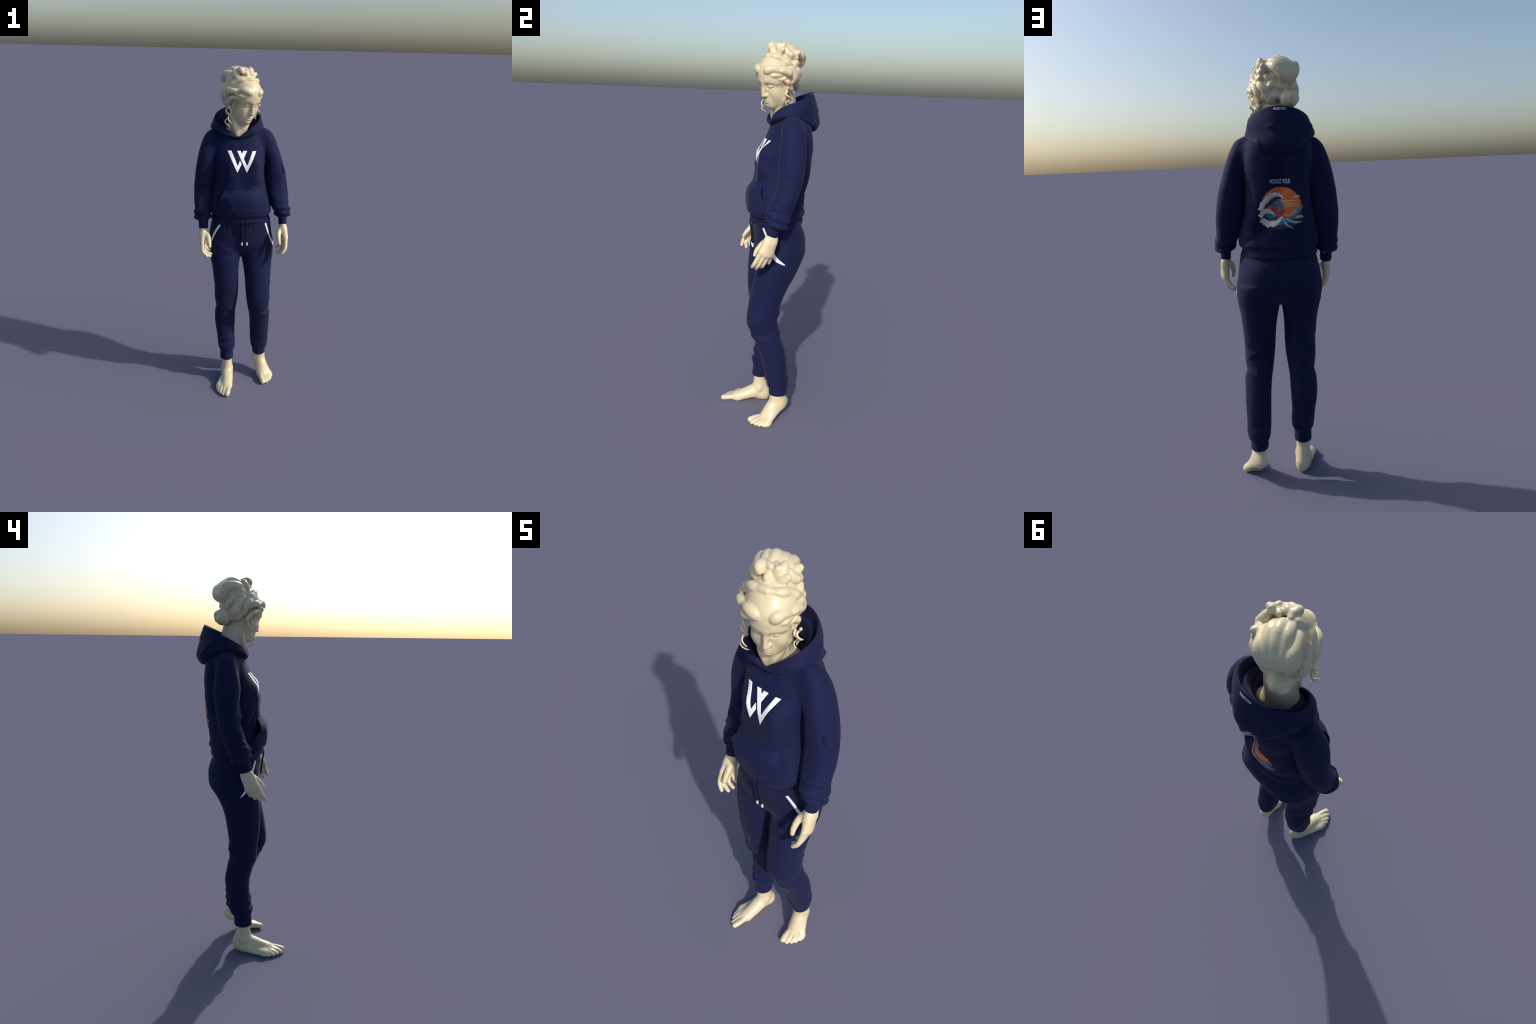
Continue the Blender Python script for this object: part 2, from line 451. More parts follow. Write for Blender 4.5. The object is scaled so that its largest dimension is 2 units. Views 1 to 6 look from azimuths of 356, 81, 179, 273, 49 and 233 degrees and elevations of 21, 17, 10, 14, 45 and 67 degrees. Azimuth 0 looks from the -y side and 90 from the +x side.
    f.tube([(-.086, -.058, .070), (-.090, -.074, .036), (-.086, -.072, .0), (-.070, -.068, -.022)], [.014, .0195, .0195, .014], .004, HAIR)
    f.tube([(-.070, -.088, .070), (-.066, -.104, .040), (-.050, -.106, .012)], [.014, .019, .014], .005, HAIR)
    f.tube([(-.076, -.030, .0), (-.070, -.050, -.022), (-.052, -.066, -.034)], [.012, .016, .012], .004, HAIR)
    f.ell((BX, -.108, .090), (.055, .055, .057), .012, HAIR)
    for a in (-.044, -.021, .002, .024, .044):
        w = a / .044
        hz = .155 - .026 * w * w
        f.tube([(BX + a*.8, -.055, hz - .032), (BX + a*1.0, -.080, hz - .012), (BX + a*1.1, -.115, hz - .020), (BX + a*1.05, -.146, .088), (BX + a*.75, -.146, .054), (BX + a*.4, -.118, .036)],
               [.015, .0210, .0225, .0230, .019, .012], .006, HAIR)
    f.ell((-.020, -.102, -.036), (.043, .038, .041), .008, HAIR)
    f.tube([(-.045, -.125, -.022), (-.012, -.136, -.034), (-.004, -.124, -.060)], [.008, .011, .008], .008, HAIR)
    f.tube([(-.052, -.108, -.022), (-.046, -.124, -.048), (-.024, -.118, -.068)], [.010, .012, .008], .008, HAIR)
    V, Q, lab = f.mesh(smooth=2, snap=1)
    V = relax(V, Q, 1, .4)
    N = vnormals(V, Q)
    hv = np.zeros(len(V)); hv[Q[lab == HAIR].ravel()] = 1
    V = V + N * (hv * (noise3(V, 90, 21) * .0008 + noise3(V, 50, 22) * .0014))[:, None]
    lab[lab == 0] = NECK
    # drop what lies deep in the hood
    return from_head(V), Q, lab

V, Q, lab = build_head()
split(V, Q, lab, {HEAD: 'head', NECK: 'neck', HAIR: 'hair', EAR: 'ear'}, figure, 'cream_lacquer')

def ringlet(a, b, r0, r1, turns, t0, t1, phase, bend=(0, 0, 0)):
    a, b = np.array(a), np.array(b); n = int(turns * 10) + 2
    pts, rad = [], []
    for i in range(n):
        t = i / (n - 1); ang = phase + turns * 2 * math.pi * t
        r = r0 + (r1 - r0) * t
        pts.append(a + (b - a) * t + np.array(bend) * math.sin(math.pi * t) + r * np.array([math.cos(ang), math.sin(ang), 0]))
        rad.append(t0 + (t1 - t0) * t)
    V, F = tube_mesh(pts, rad, 10, 3)
    return make_poly('hair_lock', V, F, 'cream_lacquer', figure)

ringlet((-.086, -.030, 1.790), (-.092, -.036, 1.662), .008, .016, 2.1, .0055, .0018, 0.6)
ringlet((-.074, -.036, 1.790), (-.080, -.044, 1.690), .006, .010, 1.5, .0055, .0025, 3.4)
ringlet((.090, .046, 1.790), (.084, .058, 1.722), .006, .011, 1.6, .0055, .002, 0.2)
ringlet((.074, .048, 1.775), (.072, .056, 1.712), .004, .010, 1.4, .0055, .002, 2.6)

# ---------------------------------------------------------------------
#  Hands
# ---------------------------------------------------------------------
def build_hand(wrist, wrist_up, mcp, pip, tip, thumb, name):
    allp = np.vstack([wrist, wrist_up, mcp, pip, tip, thumb])
    f = Field(allp.min(0) - .035, allp.max(0) + .035, 0.0016)
    mcp, pip, tip = map(np.array, (mcp, pip, tip)); w = np.array(wrist); wu = np.array(wrist_up)
    ydir = np.array([0, 1.0, 0])
    for s in (-.009, .009):
        f.tube([wu + s*ydir, w + s*ydir, w + (mcp.mean(0) - w)*.35 + 1.6*s*ydir], [.015, .0165, .018], .012)
    for i in range(4):
        root = w + (mcp[i] - w) * .2 + ydir * (-.010 + .0065 * i)
        f.tube([root, (root + mcp[i]) / 2, mcp[i]], [.0155, .0150, .0125], .016)
    for i in range(3):
        f.tube([w + (mcp[i] - w)*.4, (mcp[i] + mcp[i+1]) / 2 + (w - mcp[i]) * .12], [.013, .0115], .014)
    for i in range(4):
        r = (.0108, .0108, .0102, .0092)[i]
        dip = pip[i] + (tip[i] - pip[i]) * .5 + (pip[i] - mcp[i]) * .08
        d = tip[i] - dip; d /= np.linalg.norm(d)
        f.tube([mcp[i], pip[i], dip, tip[i] - d * r * .8], [r*1.12, r*1.02, r*.93, r*.82], .0045, n=6)
    f.tube(thumb, [.0165, .0150, .0125, .0095], .012, n=6)
    V, Q, lab = f.mesh(2, 1)
    make(name, relax(V, Q, 2, .4), Q, 'cream_lacquer', figure)

build_hand((-.232, -.027, 1.072), (-.233, -.022, 1.105),
           [(-.239, -.086, 1.000), (-.243, -.069, .988), (-.238, -.052, .980), (-.228, -.035, .978)],
           [(-.236, -.108, .955), (-.230, -.092, .942), (-.222, -.070, .940), (-.212, -.047, .948)],
           [(-.204, -.124, .921), (-.186, -.098, .914), (-.181, -.073, .922), (-.188, -.045, .937)],
           [(-.222, -.040, 1.050), (-.206, -.068, 1.035), (-.198, -.098, 1.005), (-.195, -.113, .985)], 'hand')
build_hand((.246, -.024, 1.102), (.246, -.021, 1.130),
           [(.263, -.080, 1.022), (.265, -.062, 1.010), (.260, -.044, 1.004), (.249, -.027, 1.003)],
           [(.259, -.105, .972), (.250, -.088, .956), (.243, -.064, .954), (.234, -.034, .966)],
           [(.233, -.119, .937), (.214, -.096, .923), (.210, -.069, .930), (.206, -.031, .948)],
           [(.235, -.038, 1.078), (.220, -.066, 1.055), (.219, -.093, 1.022), (.222, -.104, .998)], 'hand')

# ---------------------------------------------------------------------
#  Feet: canonical right/left foot, the heel lifted about the ball
# ---------------------------------------------------------------------
def build_foot(ball, turn, rear_turn, lift, side, ankle_top, name, rear=1.0, ankle=None, roll=0.0):
    """local axes: a = towards the little toe, b = forward, c = up; origin under the ball"""
    ball = np.array(ball, float)
    def axes(t):
        return np.array([side*math.cos(t), math.sin(t), 0]), np.array([side*math.sin(t), -math.cos(t), 0])
    la, fa = axes(turn); lr, fr = axes(rear_turn)
    zz = np.array([0, 0, 1.0])
    def P(a, b, c):
        if b > -.02:
            return ball + a*la + b*fa + c*zz
        b2 = -.02 + (b + .02) * rear; cb = -.02 + (b2 + .02) * math.cos(lift) + c * math.sin(lift)
        return ball + a*lr + cb*fr + (c*math.cos(lift) - (b2 + .02) * math.sin(lift)) * zz
    f = Field(np.array([ball[0] - .13, ball[1] - .13, -.004]), np.array([ball[0] + .13, ball[1] + .24, .26]), .0019)
    T = lambda pts, r, k=.02: f.tube([P(*p) for p in pts], r, k, n=5)
    T([(-.004, -.168, .027), (-.002, -.150, .030)], [.029, .032])                              # heel
    T([(-.003, -.172, .055), (0, -.155, .10)], [.024, .024])                                    # tendon
    T([(0, -.150, .05), (-.004, -.100, .056), (-.010, -.050, .040), (-.012, .0, .027)], [.031, .033, .029, .022], .03)
    T([(.010 - roll*.5, -.130, .022 + roll), (.026 - roll*.5, -.060, .020 + roll*1.3), (.033, -.005 + roll*.8, .016)], [.024, .021, .0160], .025)  # outer edge
    T([(-.016, -.100, .045), (-.028, -.050, .032), (-.030, -.002, .021)], [.024, .020, .0205], .03)  # inner edge
    T([(-.028, -.010, .019), (.0, -.004, .019), (.030, -.008, .016)], [.020, .018, .016], .02)
    # ankle into the trouser cuff
    at = np.array(ankle_top, float); an = P(0, -.135, .095) if ankle is None else np.array(ankle, float)
    f.tube([at + (0, .006, 0), (at + an)/2 + (0, .006, 0), an + (0, .004, 0)], [.029, .028, .030], .022)
    f.tube([at - (0, .006, 0), (at + an)/2 - (0, .007, 0), an - (0, .010, .01)], [.028, .0275, .029], .022)
    for q, c in ((-1, .082), (1, .074)):
        f.ell(an + q*.025*lr - (0, 0, .014 + (.006 if q > 0 else 0)), (.011, .012, .013), .02)
    # toes
    toes = (((-.031, .012, .022), (-.035, .050, .020), (-.034, .078, .0155), .0170, .0150),
            ((-.010, .014, .026), (-.011, .050, .020), (-.009, .076, .0105), .0125, .0098),
            ((.009, .010, .024), (.010, .040, .018), (.010, .060, .0098), .0120, .0094),
            ((.025, .004, .021), (.026, .026, .015), (.026, .043, .0095), .0115, .0090),
            ((.038, -.006, .017), (.039, .008, .012), (.038, .020, .0090), .0105, .0082))
    for a, b, c, r0, r1 in toes:
        f.tube([P(*a), P(*b), P(*c)], [r0, (r0 + r1)/2, r1], .010, n=5)
    sl, X, Y, Z = f.block((-9, -9, -9), (9, 9, 9))
    f.cut(sl, Z - .0008 + 0*X + 0*Y, .006)
    V, Q, lab = f.mesh(2, 1)
    make(name, relax(V, Q, 2, .4), Q, 'cream_lacquer', figure)

build_foot((-.112, -.143, 0), math.radians(9.5), math.radians(9.5), 0.0, -1, (-.090, -.005, .235), 'foot')
build_foot((.168, -.011, 0), math.radians(10), math.radians(25), math.radians(36), 1, (.126, .060, .235), 'foot', rear=.94, ankle=(.128, .058, .135), roll=.010)

# ---------------------------------------------------------------------
#  Trousers
# ---------------------------------------------------------------------
LEG_R = [(.99, -.198, -.012, -.080, .168), (.95, -.200, -.008, -.086, .155), (.91, -.200, -.007, -.090, .131), (.86, -.190, -.011, -.095, .108),
         (.80, -.180, -.018, -.096, .091), (.74, -.174, -.020, -.095, .082), (.69, -.169, -.020, -.090, .075),
         (.63, -.169, -.022, -.082, .068), (.58, -.164, -.027, -.078, .069), (.545, -.158, -.031, -.069, .074),
         (.505, -.166, -.035, -.050, .081), (.44, -.168, -.036, -.042, .091), (.39, -.164, -.038, -.040, .087),
         (.335, -.155, -.040, -.045, .080), (.285, -.150, -.037, -.052, .073), (.25, -.146, -.037, -.056, .069),
         (.232, -.140, -.043, -.052, .061), (.216, -.128, -.053, -.042, .045)]
LEG_L = [(.99, .004, .190, -.062, .172), (.95, .001, .196, -.060, .163), (.91, -.004, .198, -.068, .149), (.85, .004, .190, -.083, .125),
         (.80, .014, .186, -.093, .099), (.74, .022, .183, -.106, .073), (.67, .027, .180, -.117, .052),
         (.61, .032, .180, -.123, .042), (.58, .036, .178, -.120, .044), (.535, .043, .174, -.099, .053),
         (.50, .050, .186, -.083, .061), (.44, .056, .186, -.058, .083), (.39, .059, .186, -.041, .095),
         (.30, .064, .184, -.020, .106), (.25, .068, .185, -.009, .112), (.215, .074, .179, -.003, .115),
         (.202, .082, .168, .008, .106), (.190, .092, .160, .018, .098)]
PELVIS = [(1.15, -.170, .162, -.086, .142), (1.12, -.178, .172, -.088, .154), (1.08, -.187, .179, -.086, .174),
          (1.03, -.197, .187, -.083, .185), (.98, -.202, .195, -.080, .182), (.94, -.199, .194, -.066, .161),
          (.905, -.180, .176, -.046, .118), (.885, -.170, .166, -.035, .09)]

def build_trousers():
    f = Field((-.24, -.16, .16), (.24, .22, 1.17), .0038)
    f.stack(PELVIS, .01, 1, n=2.7, nb=2.2)
    kl = lambda Z: .006 + .010 * np.clip((Z - .90) / .05, 0, 1)
    f.stack(LEG_R, kl, 1, n=2.25)
    f.stack(LEG_L, kl, 2, n=2.25)
    V, Q, lab = f.mesh(2, 1)
    V = relax(V, Q, 4, .5)
    w = np.exp(-((V[:, 2] - .945) / .045)**2)[:, None]
    V = V * (1 - w) + relax(V, Q, 25, .5) * w
    lab = np.where(V[Q].mean(1)[:, 0] < -.004, 1, 2)
    N = vnormals(V, Q)
    def S(pts, w, h, **k): stroke(V, N, pts, w, h * 1.5, **k)
    # the hips are turned a little: her right comes forward
    tw = np.exp(-((V[:, 2] - 1.03) / .085)**2) * np.clip((.06 - V[:, 1]) / .06, 0, 1)
    V[:, 1] += .075 * V[:, 0] * tw
    # creases behind and across the knees
    S([(.185, .02, .565), (.14, .055, .575), (.09, .055, .60)], .010, -.006)
    S([(.185, .0, .54), (.15, .055, .535), (.10, .058, .53)], .014, .006)
    S([(.18, .01, .60), (.12, .04, .64), (.06, .02, .66)], .014, .004)
    S([(.19, -.05, .52), (.15, -.09, .535), (.09, -.09, .55)], .012, .004)
    S([(.186, -.03, .60), (.186, .0, .55), (.18, .04, .53)], .010, .004)
    S([(-.17, -.02, .545), (-.13, -.065, .535), (-.06, -.06, .53)], .010, -.004)
    S([(-.17, -.01, .51), (-.12, -.05, .50), (-.05, -.045, .51)], .014, .005)
    S([(-.165, .05, .56), (-.12, .075, .56), (-.05, .06, .555)], .010, -.004)
    S([(-.165, .04, .60), (-.10, .07, .63), (-.05, .05, .66)], .012, .003)
    S([(-.168, -.03, .538), (-.13, -.072, .530), (-.08, -.078, .528), (-.04, -.055, .532)], .008, -.006)
    S([(-.168, -.03, .562), (-.12, -.074, .556), (-.06, -.074, .556)], .013, .005)
    S([(.182, -.04, .528), (.155, -.085, .535), (.11, -.105, .55)], .008, -.006)
    S([(.184, -.05, .508), (.15, -.085, .512), (.10, -.095, .525)], .011, .005)
    S([(.185, .0, .70), (.15, .05, .655), (.09, .06, .63)], .012, .004)
    S([(-.17, .02, .66), (-.13, .075, .62), (-.07, .075, .60)], .012, .004)
    # ankle blousing
    for i, (dx, z) in enumerate(((0, .275), (.004, .30), (0, .33))):
        S([(-.150, -.01, z), (-.11, -.052, z - .012), (-.05, -.03, z + .008)], .009, .004 if i % 2 == 0 else -.004)
        S([(-.145, .02, z + .01), (-.10, .072, z), (-.045, .05, z + .012)], .010, .003 if i % 2 == 0 else -.003)
        S([(.075, .0, z - .03), (.12, -.015, z - .04), (.175, .03, z - .025)], .009, .004 if i % 2 else -.003)
        S([(.18, .06, z - .03), (.13, .112, z - .04), (.075, .07, z - .03)], .010, .003 if i % 2 else -.003)
    # pulls at the crotch and hip
    S([(.0, -.088, .93), (.06, -.094, .945), (.12, -.09, .965)], .012, .004)
    S([(-.005, -.088, .925), (-.06, -.094, .94), (-.11, -.09, .955)], .012, .004)
    S([(.01, -.085, .905), (.07, -.09, .90), (.12, -.085, .89)], .010, -.004)
    S([(-.01, -.086, .905), (-.05, -.093, .91), (-.09, -.094, .915)], .010, -.003)
    S([(-.06, -.09, 1.10), (-.062, -.092, 1.06), (-.07, -.092, 1.02)], .010, -.004)
    S([(-.095, -.088, 1.10), (-.10, -.09, 1.06)], .010, -.003)
    S([(.055, -.09, 1.10), (.06, -.092, 1.06), (.075, -.092, 1.02)], .010, -.004)
    S([(.095, -.084, 1.10), (.10, -.086, 1.05)], .010, -.003)
    # centre-back seam
    S([(-.006, .16, 1.12), (-.006, .18, 1.04), (-.006, .16, .96), (-.006, .10, .91)], .008, -.003, taper=False)
    S([(.095, .17, 1.05), (.095, .165, 1.0)], .060, .004, taper=False)
    S([(-.10, .165, 1.03), (-.10, .16, .98)], .050, .004, taper=False)
    # side seams
    S([(.192, .03, 1.0), (.185, .0, .8), (.182, -.02, .62)], .004, -.0012, taper=False)
    S([(-.2, .03, 1.0), (-.178, .0, .8), (-.168, -.005, .62)], .004, -.0012, taper=False)
    V += N * (noise3(V, 24, 3) * .0018)[:, None]
    return V, Q, lab

TV, TQ, tl = build_trousers()
trousers_mesh = make('trousers', TV, TQ, 'navy_fleece', figure)
trouser_tree = tri_from(TV, TQ)

def ribbed_cuff(name, rows, parent, tilt=0.0, ribs=46, h=.0022, lowtilt=0.0, mat='navy_rib'):
    """open sleeve of rib knit: outer wall, rolled lower edge, inner wall"""
    rows = sorted(rows, reverse=True)
    z = np.array([r[0] for r in rows]); seg = ribs * 4; V = []
    zs = np.linspace(z[0], z[-1], 14)
    A = np.array(rows)[::-1]
    def ring(zc, inset, lift=0.0):
        x0, x1, y0, y1 = (pchip(A[:, 0], A[:, i], np.array([zc]))[0] for i in range(1, 5))
        cx, cy, a, b = (x0+x1)/2, (y0+y1)/2, (x1-x0)/2 - inset, (y1-y0)/2 - inset
        w = (z[0] - zc) / (z[0] - z[-1])
        for j in range(seg):
            t = 2*math.pi*j/seg
            rib = .00025 * math.cos(ribs * t)
            y = cy + (b + rib) * math.sin(t)
            V.append((cx + (a + rib) * math.cos(t), y, zc + lift + w * lowtilt * (y - cy)))
    for zc in zs: ring(zc, 0)
    ring(z[-1], .002, -.002); ring(z[-1], .005, -.001); ring(z[-1] + .012, .007)
    n = len(V) // seg
    F = [(i*seg + j, (i+1)*seg + j, (i+1)*seg + (j+1) % seg, i*seg + (j+1) % seg) for i in range(n-1) for j in range(seg)]
    F = [f[::-1] for f in F]
    return make(name, V, F, mat, parent)

ribbed_cuff('trouser_cuff', [(.245, -.130, -.052, -.046, .045), (.20, -.134, -.049, -.053, .043), (.164, -.134, -.048, -.056, .041)], trousers, lowtilt=-.03)
ribbed_cuff('trouser_cuff', [(.222, .084, .166, .008, .105), (.18, .083, .169, .010, .110), (.163, .085, .170, .011, .112)], trousers, lowtilt=.03)

# ---------------------------------------------------------------------
#  Hoodie body and sleeves
# ---------------------------------------------------------------------
TRUNK = [(1.152, -0.176, 0.160, -0.094, 0.166), (1.160, -0.184, 0.169, -0.104, 0.174), (1.175, -0.190, 0.177, -0.108, 0.181),
         (1.200, -0.190, 0.177, -0.106, 0.176), (1.250, -0.184, 0.163, -0.096, 0.182), (1.300, -0.170, 0.149, -0.086, 0.189),
         (1.360, -0.160, 0.138, -0.077, 0.196), (1.420, -0.156, 0.133, -0.074, 0.199), (1.460, -0.160, 0.135, -0.069, 0.200),
         (1.500, -0.166, 0.140, -0.053, 0.202), (1.550, -0.172, 0.142, -0.029, 0.197), (1.600, -0.170, 0.133, -0.009, 0.186),
         (1.635, -0.148, 0.110, 0.006, 0.168), (1.665, -0.105, 0.060, 0.020, 0.140)]
ARM_R = [(1.116, -0.262, -0.206, -0.040, 0.022), (1.126, -0.280, -0.196, -0.046, 0.034), (1.145, -0.289, -0.190, -0.052, 0.048),
         (1.165, -0.286, -0.187, -0.053, 0.059), (1.190, -0.284, -0.183, -0.049, 0.069), (1.225, -0.286, -0.178, -0.028, 0.084),
         (1.265, -0.288, -0.174, -0.017, 0.097), (1.310, -0.287, -0.168, -0.001, 0.109), (1.360, -0.282, -0.158, 0.005, 0.118),
         (1.410, -0.277, -0.150, 0.004, 0.124), (1.470, -0.266, -0.145, 0.001, 0.130), (1.520, -0.255, -0.132, 0.005, 0.129),
         (1.570, -0.240, -0.115, 0.015, 0.124), (1.610, -0.222, -0.100, 0.026, 0.118), (1.635, -0.200, -0.090, 0.039, 0.110), (1.655, -0.165, -0.090, 0.054, 0.097)]
ARM_L = [(1.136, 0.218, 0.266, -0.036, 0.026), (1.146, 0.204, 0.278, -0.044, 0.040), (1.165, 0.194, 0.288, -0.050, 0.051),
         (1.185, 0.187, 0.289, -0.054, 0.058), (1.205, 0.178, 0.281, -0.053, 0.067), (1.235, 0.168, 0.279, -0.044, 0.079),
         (1.275, 0.152, 0.278, -0.024, 0.096), (1.315, 0.144, 0.274, -0.010, 0.109), (1.360, 0.138, 0.268, -0.002, 0.122),
         (1.410, 0.132, 0.259, 0.001, 0.131), (1.470, 0.132, 0.242, 0.003, 0.137), (1.520, 0.117, 0.226, 0.007, 0.138),
         (1.570, 0.100, 0.206, 0.016, 0.136), (1.610, 0.085, 0.188, 0.024, 0.127), (1.640, 0.070, 0.168, 0.036, 0.115), (1.660, 0.060, 0.134, 0.052, 0.096)]

def build_hoodie():
    f = Field((-.33, -.18, 1.09), (.33, .24, 1.70), .0037)
    f.stack(TRUNK, .01, 1, n=2.45, cap=.016, nb=lambda Z: 2.15 + .75 * np.clip((Z - 1.24) / .14, 0, 1))
    kk = lambda Z: .006 + .024 * np.clip((Z - 1.50) / .10, 0, 1)
    f.stack(ARM_R, kk, 2, n=2.3, cap=.014)
    f.stack(ARM_L, kk, 3, n=2.3, cap=.014)
    # rolls of cloth pushed up over the cuffs
    for l, loop, r in ((2, [(-.232, -.050, 1.152), (-.277, -.022, 1.138), (-.266, .024, 1.128), (-.225, .038, 1.130), (-.197, .005, 1.138), (-.200, -.034, 1.150)], .0125),
                       (2, [(-.232, -.046, 1.182), (-.278, -.012, 1.172), (-.264, .036, 1.158), (-.222, .050, 1.160), (-.193, .012, 1.172), (-.198, -.028, 1.182)], .0125),
                       (3, [(.236, -.050, 1.178), (.276, -.030, 1.164), (.279, .012, 1.150), (.245, .036, 1.143), (.209, .010, 1.156), (.206, -.032, 1.168)], .0125),
                       (3, [(.232, -.050, 1.208), (.275, -.022, 1.196), (.271, .030, 1.178), (.232, .048, 1.176), (.200, .010, 1.188), (.198, -.034, 1.200)], .0130)):
        P = closed_spline(loop, 24); P = np.vstack([P, P[:1]])
        f.tube(P, np.full(len(P), r), .003, l, n=1)
    for loop in ([(-.232, -.064, 1.167), (-.292, -.020, 1.156), (-.272, .044, 1.143), (-.222, .058, 1.145), (-.180, .008, 1.156), (-.190, -.044, 1.166)],
                 [(.234, -.066, 1.193), (.292, -.030, 1.180), (.290, .030, 1.164), (.240, .056, 1.158), (.192, .010, 1.172), (.190, -.042, 1.184)]):
        P = closed_spline(loop, 24); P = np.vstack([P, P[:1]])
        f.tube(P, np.full(len(P), .007), .005, cut=True, n=1)
    # neck opening
    f.tube([(-.026, .065, 1.615), (-.026, .075, 1.68)], [.055, .085], .01, cut=True)
    f.ell((-.025, .0, 1.662), (.050, .055, .052), .01, cut=True)
    V, Q, lab = f.mesh(2, 1)
    V = relax(V, Q, 2, .5)
    N = vnormals(V, Q)
    def S(pts, w, h, **k): stroke(V, N, pts, w, h, **k)
    # raglan seams
    for q in ([(-.165, .0, 1.47), (-.185, -.005, 1.54), (-.165, -.005, 1.60), (-.13, .0, 1.63)],
              [(.14, -.02, 1.47), (.155, -.022, 1.54), (.135, -.012, 1.60), (.10, .0, 1.64)],
              [(-.18, .125, 1.45), (-.19, .14, 1.54), (-.15, .165, 1.62)],
              [(.155, .12, 1.45), (.155, .14, 1.54), (.11, .165, 1.62)]):
        S(q, .006, -.003)
        S(q, .03, -.004)
    # elbow dents
    S([(.232, .010, 1.460), (.243, .016, 1.425), (.252, .018, 1.392)], .0055, -.015)
    S([(.248, .034, 1.465), (.259, .036, 1.42), (.262, .034, 1.385)], .010, .006)
    S([(.218, -.004, 1.45), (.228, -.004, 1.41), (.245, .0, 1.375)], .010, .004)
    S([(.215, -.02, 1.39), (.24, -.012, 1.385), (.26, .01, 1.38)], .012, .004)
    S([(.16, -.02, 1.33), (.20, -.035, 1.34), (.24, -.02, 1.37)], .012, .005)
    S([(.15, .0, 1.30), (.19, -.035, 1.30), (.24, -.03, 1.32)], .010, -.004)
    S([(-.17, .0, 1.36), (-.22, .0, 1.34), (-.26, .01, 1.36)], .016, .004)
    S([(-.175, .0, 1.31), (-.22, -.002, 1.31), (-.26, .005, 1.33)], .012, -.003)
    # sleeves blousing above the cuffs
    for z, h in ((1.212, -.005), (1.232, .005), (1.256, -.003)):
        S([(-.288, .03, z - .008), (-.262, -.035, z), (-.22, -.052, z + .004), (-.188, -.02, z + .008)], .0065, h)
        S([(.196, -.02, z + .018), (.225, -.056, z + .026), (.262, -.045, z + .018), (.290, .02, z + .002)], .0065, h)
    S([(-.28, .02, 1.148), (-.25, .048, 1.140), (-.20, .03, 1.15)], .007, -.006)
    S([(.28, .02, 1.162), (.25, .046, 1.155), (.205, .03, 1.165)], .007, -.006)
    # body: folds over the hem, under the bust, back
    S([(.17, -.02, 1.175), (.13, -.09, 1.168), (.06, -.12, 1.158)], .008, -.006)
    S([(.175, -.01, 1.20), (.14, -.085, 1.192), (.08, -.118, 1.18)], .010, .005)
    S([(-.185, -.02, 1.18), (-.14, -.09, 1.172), (-.07, -.12, 1.165)], .008, -.004)
    S([(-.18, .0, 1.29), (-.15, -.07, 1.31), (-.11, -.09, 1.36)], .016, .006)
    S([(-.19, .01, 1.25), (-.16, -.06, 1.265), (-.12, -.10, 1.30)], .012, -.005)
    S([(-.16, -.03, 1.37), (-.11, -.078, 1.40), (-.06, -.09, 1.43)], .018, .004)
    S([(.135, -.03, 1.36), (.10, -.075, 1.40)], .018, .003)
    S([(-.065, -.060, 1.47), (-.065, -.070, 1.42), (-.060, -.078, 1.345)], .036, .008, taper=False)
    S([(.055, -.060, 1.47), (.055, -.070, 1.42), (.050, -.078, 1.345)], .036, .007, taper=False)
    S([(-.02, .20, 1.57), (-.02, .205, 1.50)], .006, -.004)
    S([(-.060, -.082, 1.435), (-.105, -.070, 1.375), (-.150, -.030, 1.315), (-.165, .01, 1.285)], .011, .009)
    S([(-.085, -.076, 1.385), (-.120, -.062, 1.335), (-.155, -.025, 1.285)], .010, -.008)
    S([(-.075, -.082, 1.365), (-.115, -.070, 1.315), (-.158, -.030, 1.262)], .011, .008)
    S([(-.100, -.075, 1.46), (-.130, -.050, 1.42), (-.150, -.02, 1.37)], .014, -.008)
    S([(.125, -.045, 1.42), (.115, -.060, 1.36), (.125, -.060, 1.30)], .012, .005)
    S([(.100, -.070, 1.40), (.095, -.074, 1.35)], .014, -.004)
    S([(-.03, -.012, 1.595), (-.02, -.035, 1.56), (-.01, -.05, 1.53)], .010, -.003)
    S([(.21, -.012, 1.435), (.185, -.02, 1.39), (.165, -.02, 1.35)], .010, .006)
    S([(.235, -.012, 1.36), (.205, -.025, 1.33), (.18, -.03, 1.29)], .010, .006)
    S([(.20, -.02, 1.375), (.185, -.026, 1.335)], .010, -.006)
    S([(-.20, .004, 1.43), (-.235, .004, 1.38), (-.265, .02, 1.35)], .014, -.005)
    S([(-.19, .0, 1.40), (-.225, -.002, 1.345), (-.26, .01, 1.315)], .012, .006)
    S([(.15, .10, 1.20), (.06, .18, 1.205), (-.06, .183, 1.195), (-.15, .12, 1.20)], .012, .005)
    S([(.17, .06, 1.196), (.11, .155, 1.205), (.03, .182, 1.198), (-.06, .18, 1.196), (-.13, .15, 1.202), (-.185, .06, 1.20)], .007, -.010)
    S([(-.14, -.07, 1.285), (-.135, -.075, 1.25), (-.14, -.07, 1.225)], .022, -.014)
    S([(.13, -.07, 1.285), (.13, -.07, 1.24)], .016, -.006)
    S([(.14, .10, 1.30), (.10, .17, 1.25), (.05, .185, 1.22)], .016, .005)
    S([(-.15, .10, 1.29), (-.11, .17, 1.245), (-.06, .185, 1.22)], .016, .005)
    S([(.085, -.055, 1.54), (.088, -.062, 1.44), (.085, -.068, 1.34)], .036, .020)
    # deep fold running from the centre back seam down to her left flank
    stroke(V, np.tile([0.0, 1.0, 0.0], (len(V), 1)), [(-.022, .195, 1.580), (-.016, .195, 1.49), (.002, .195, 1.41), (.022, .190, 1.35), (.046, .180, 1.29), (.072, .165, 1.245), (.105, .150, 1.205)], .029, -.045)
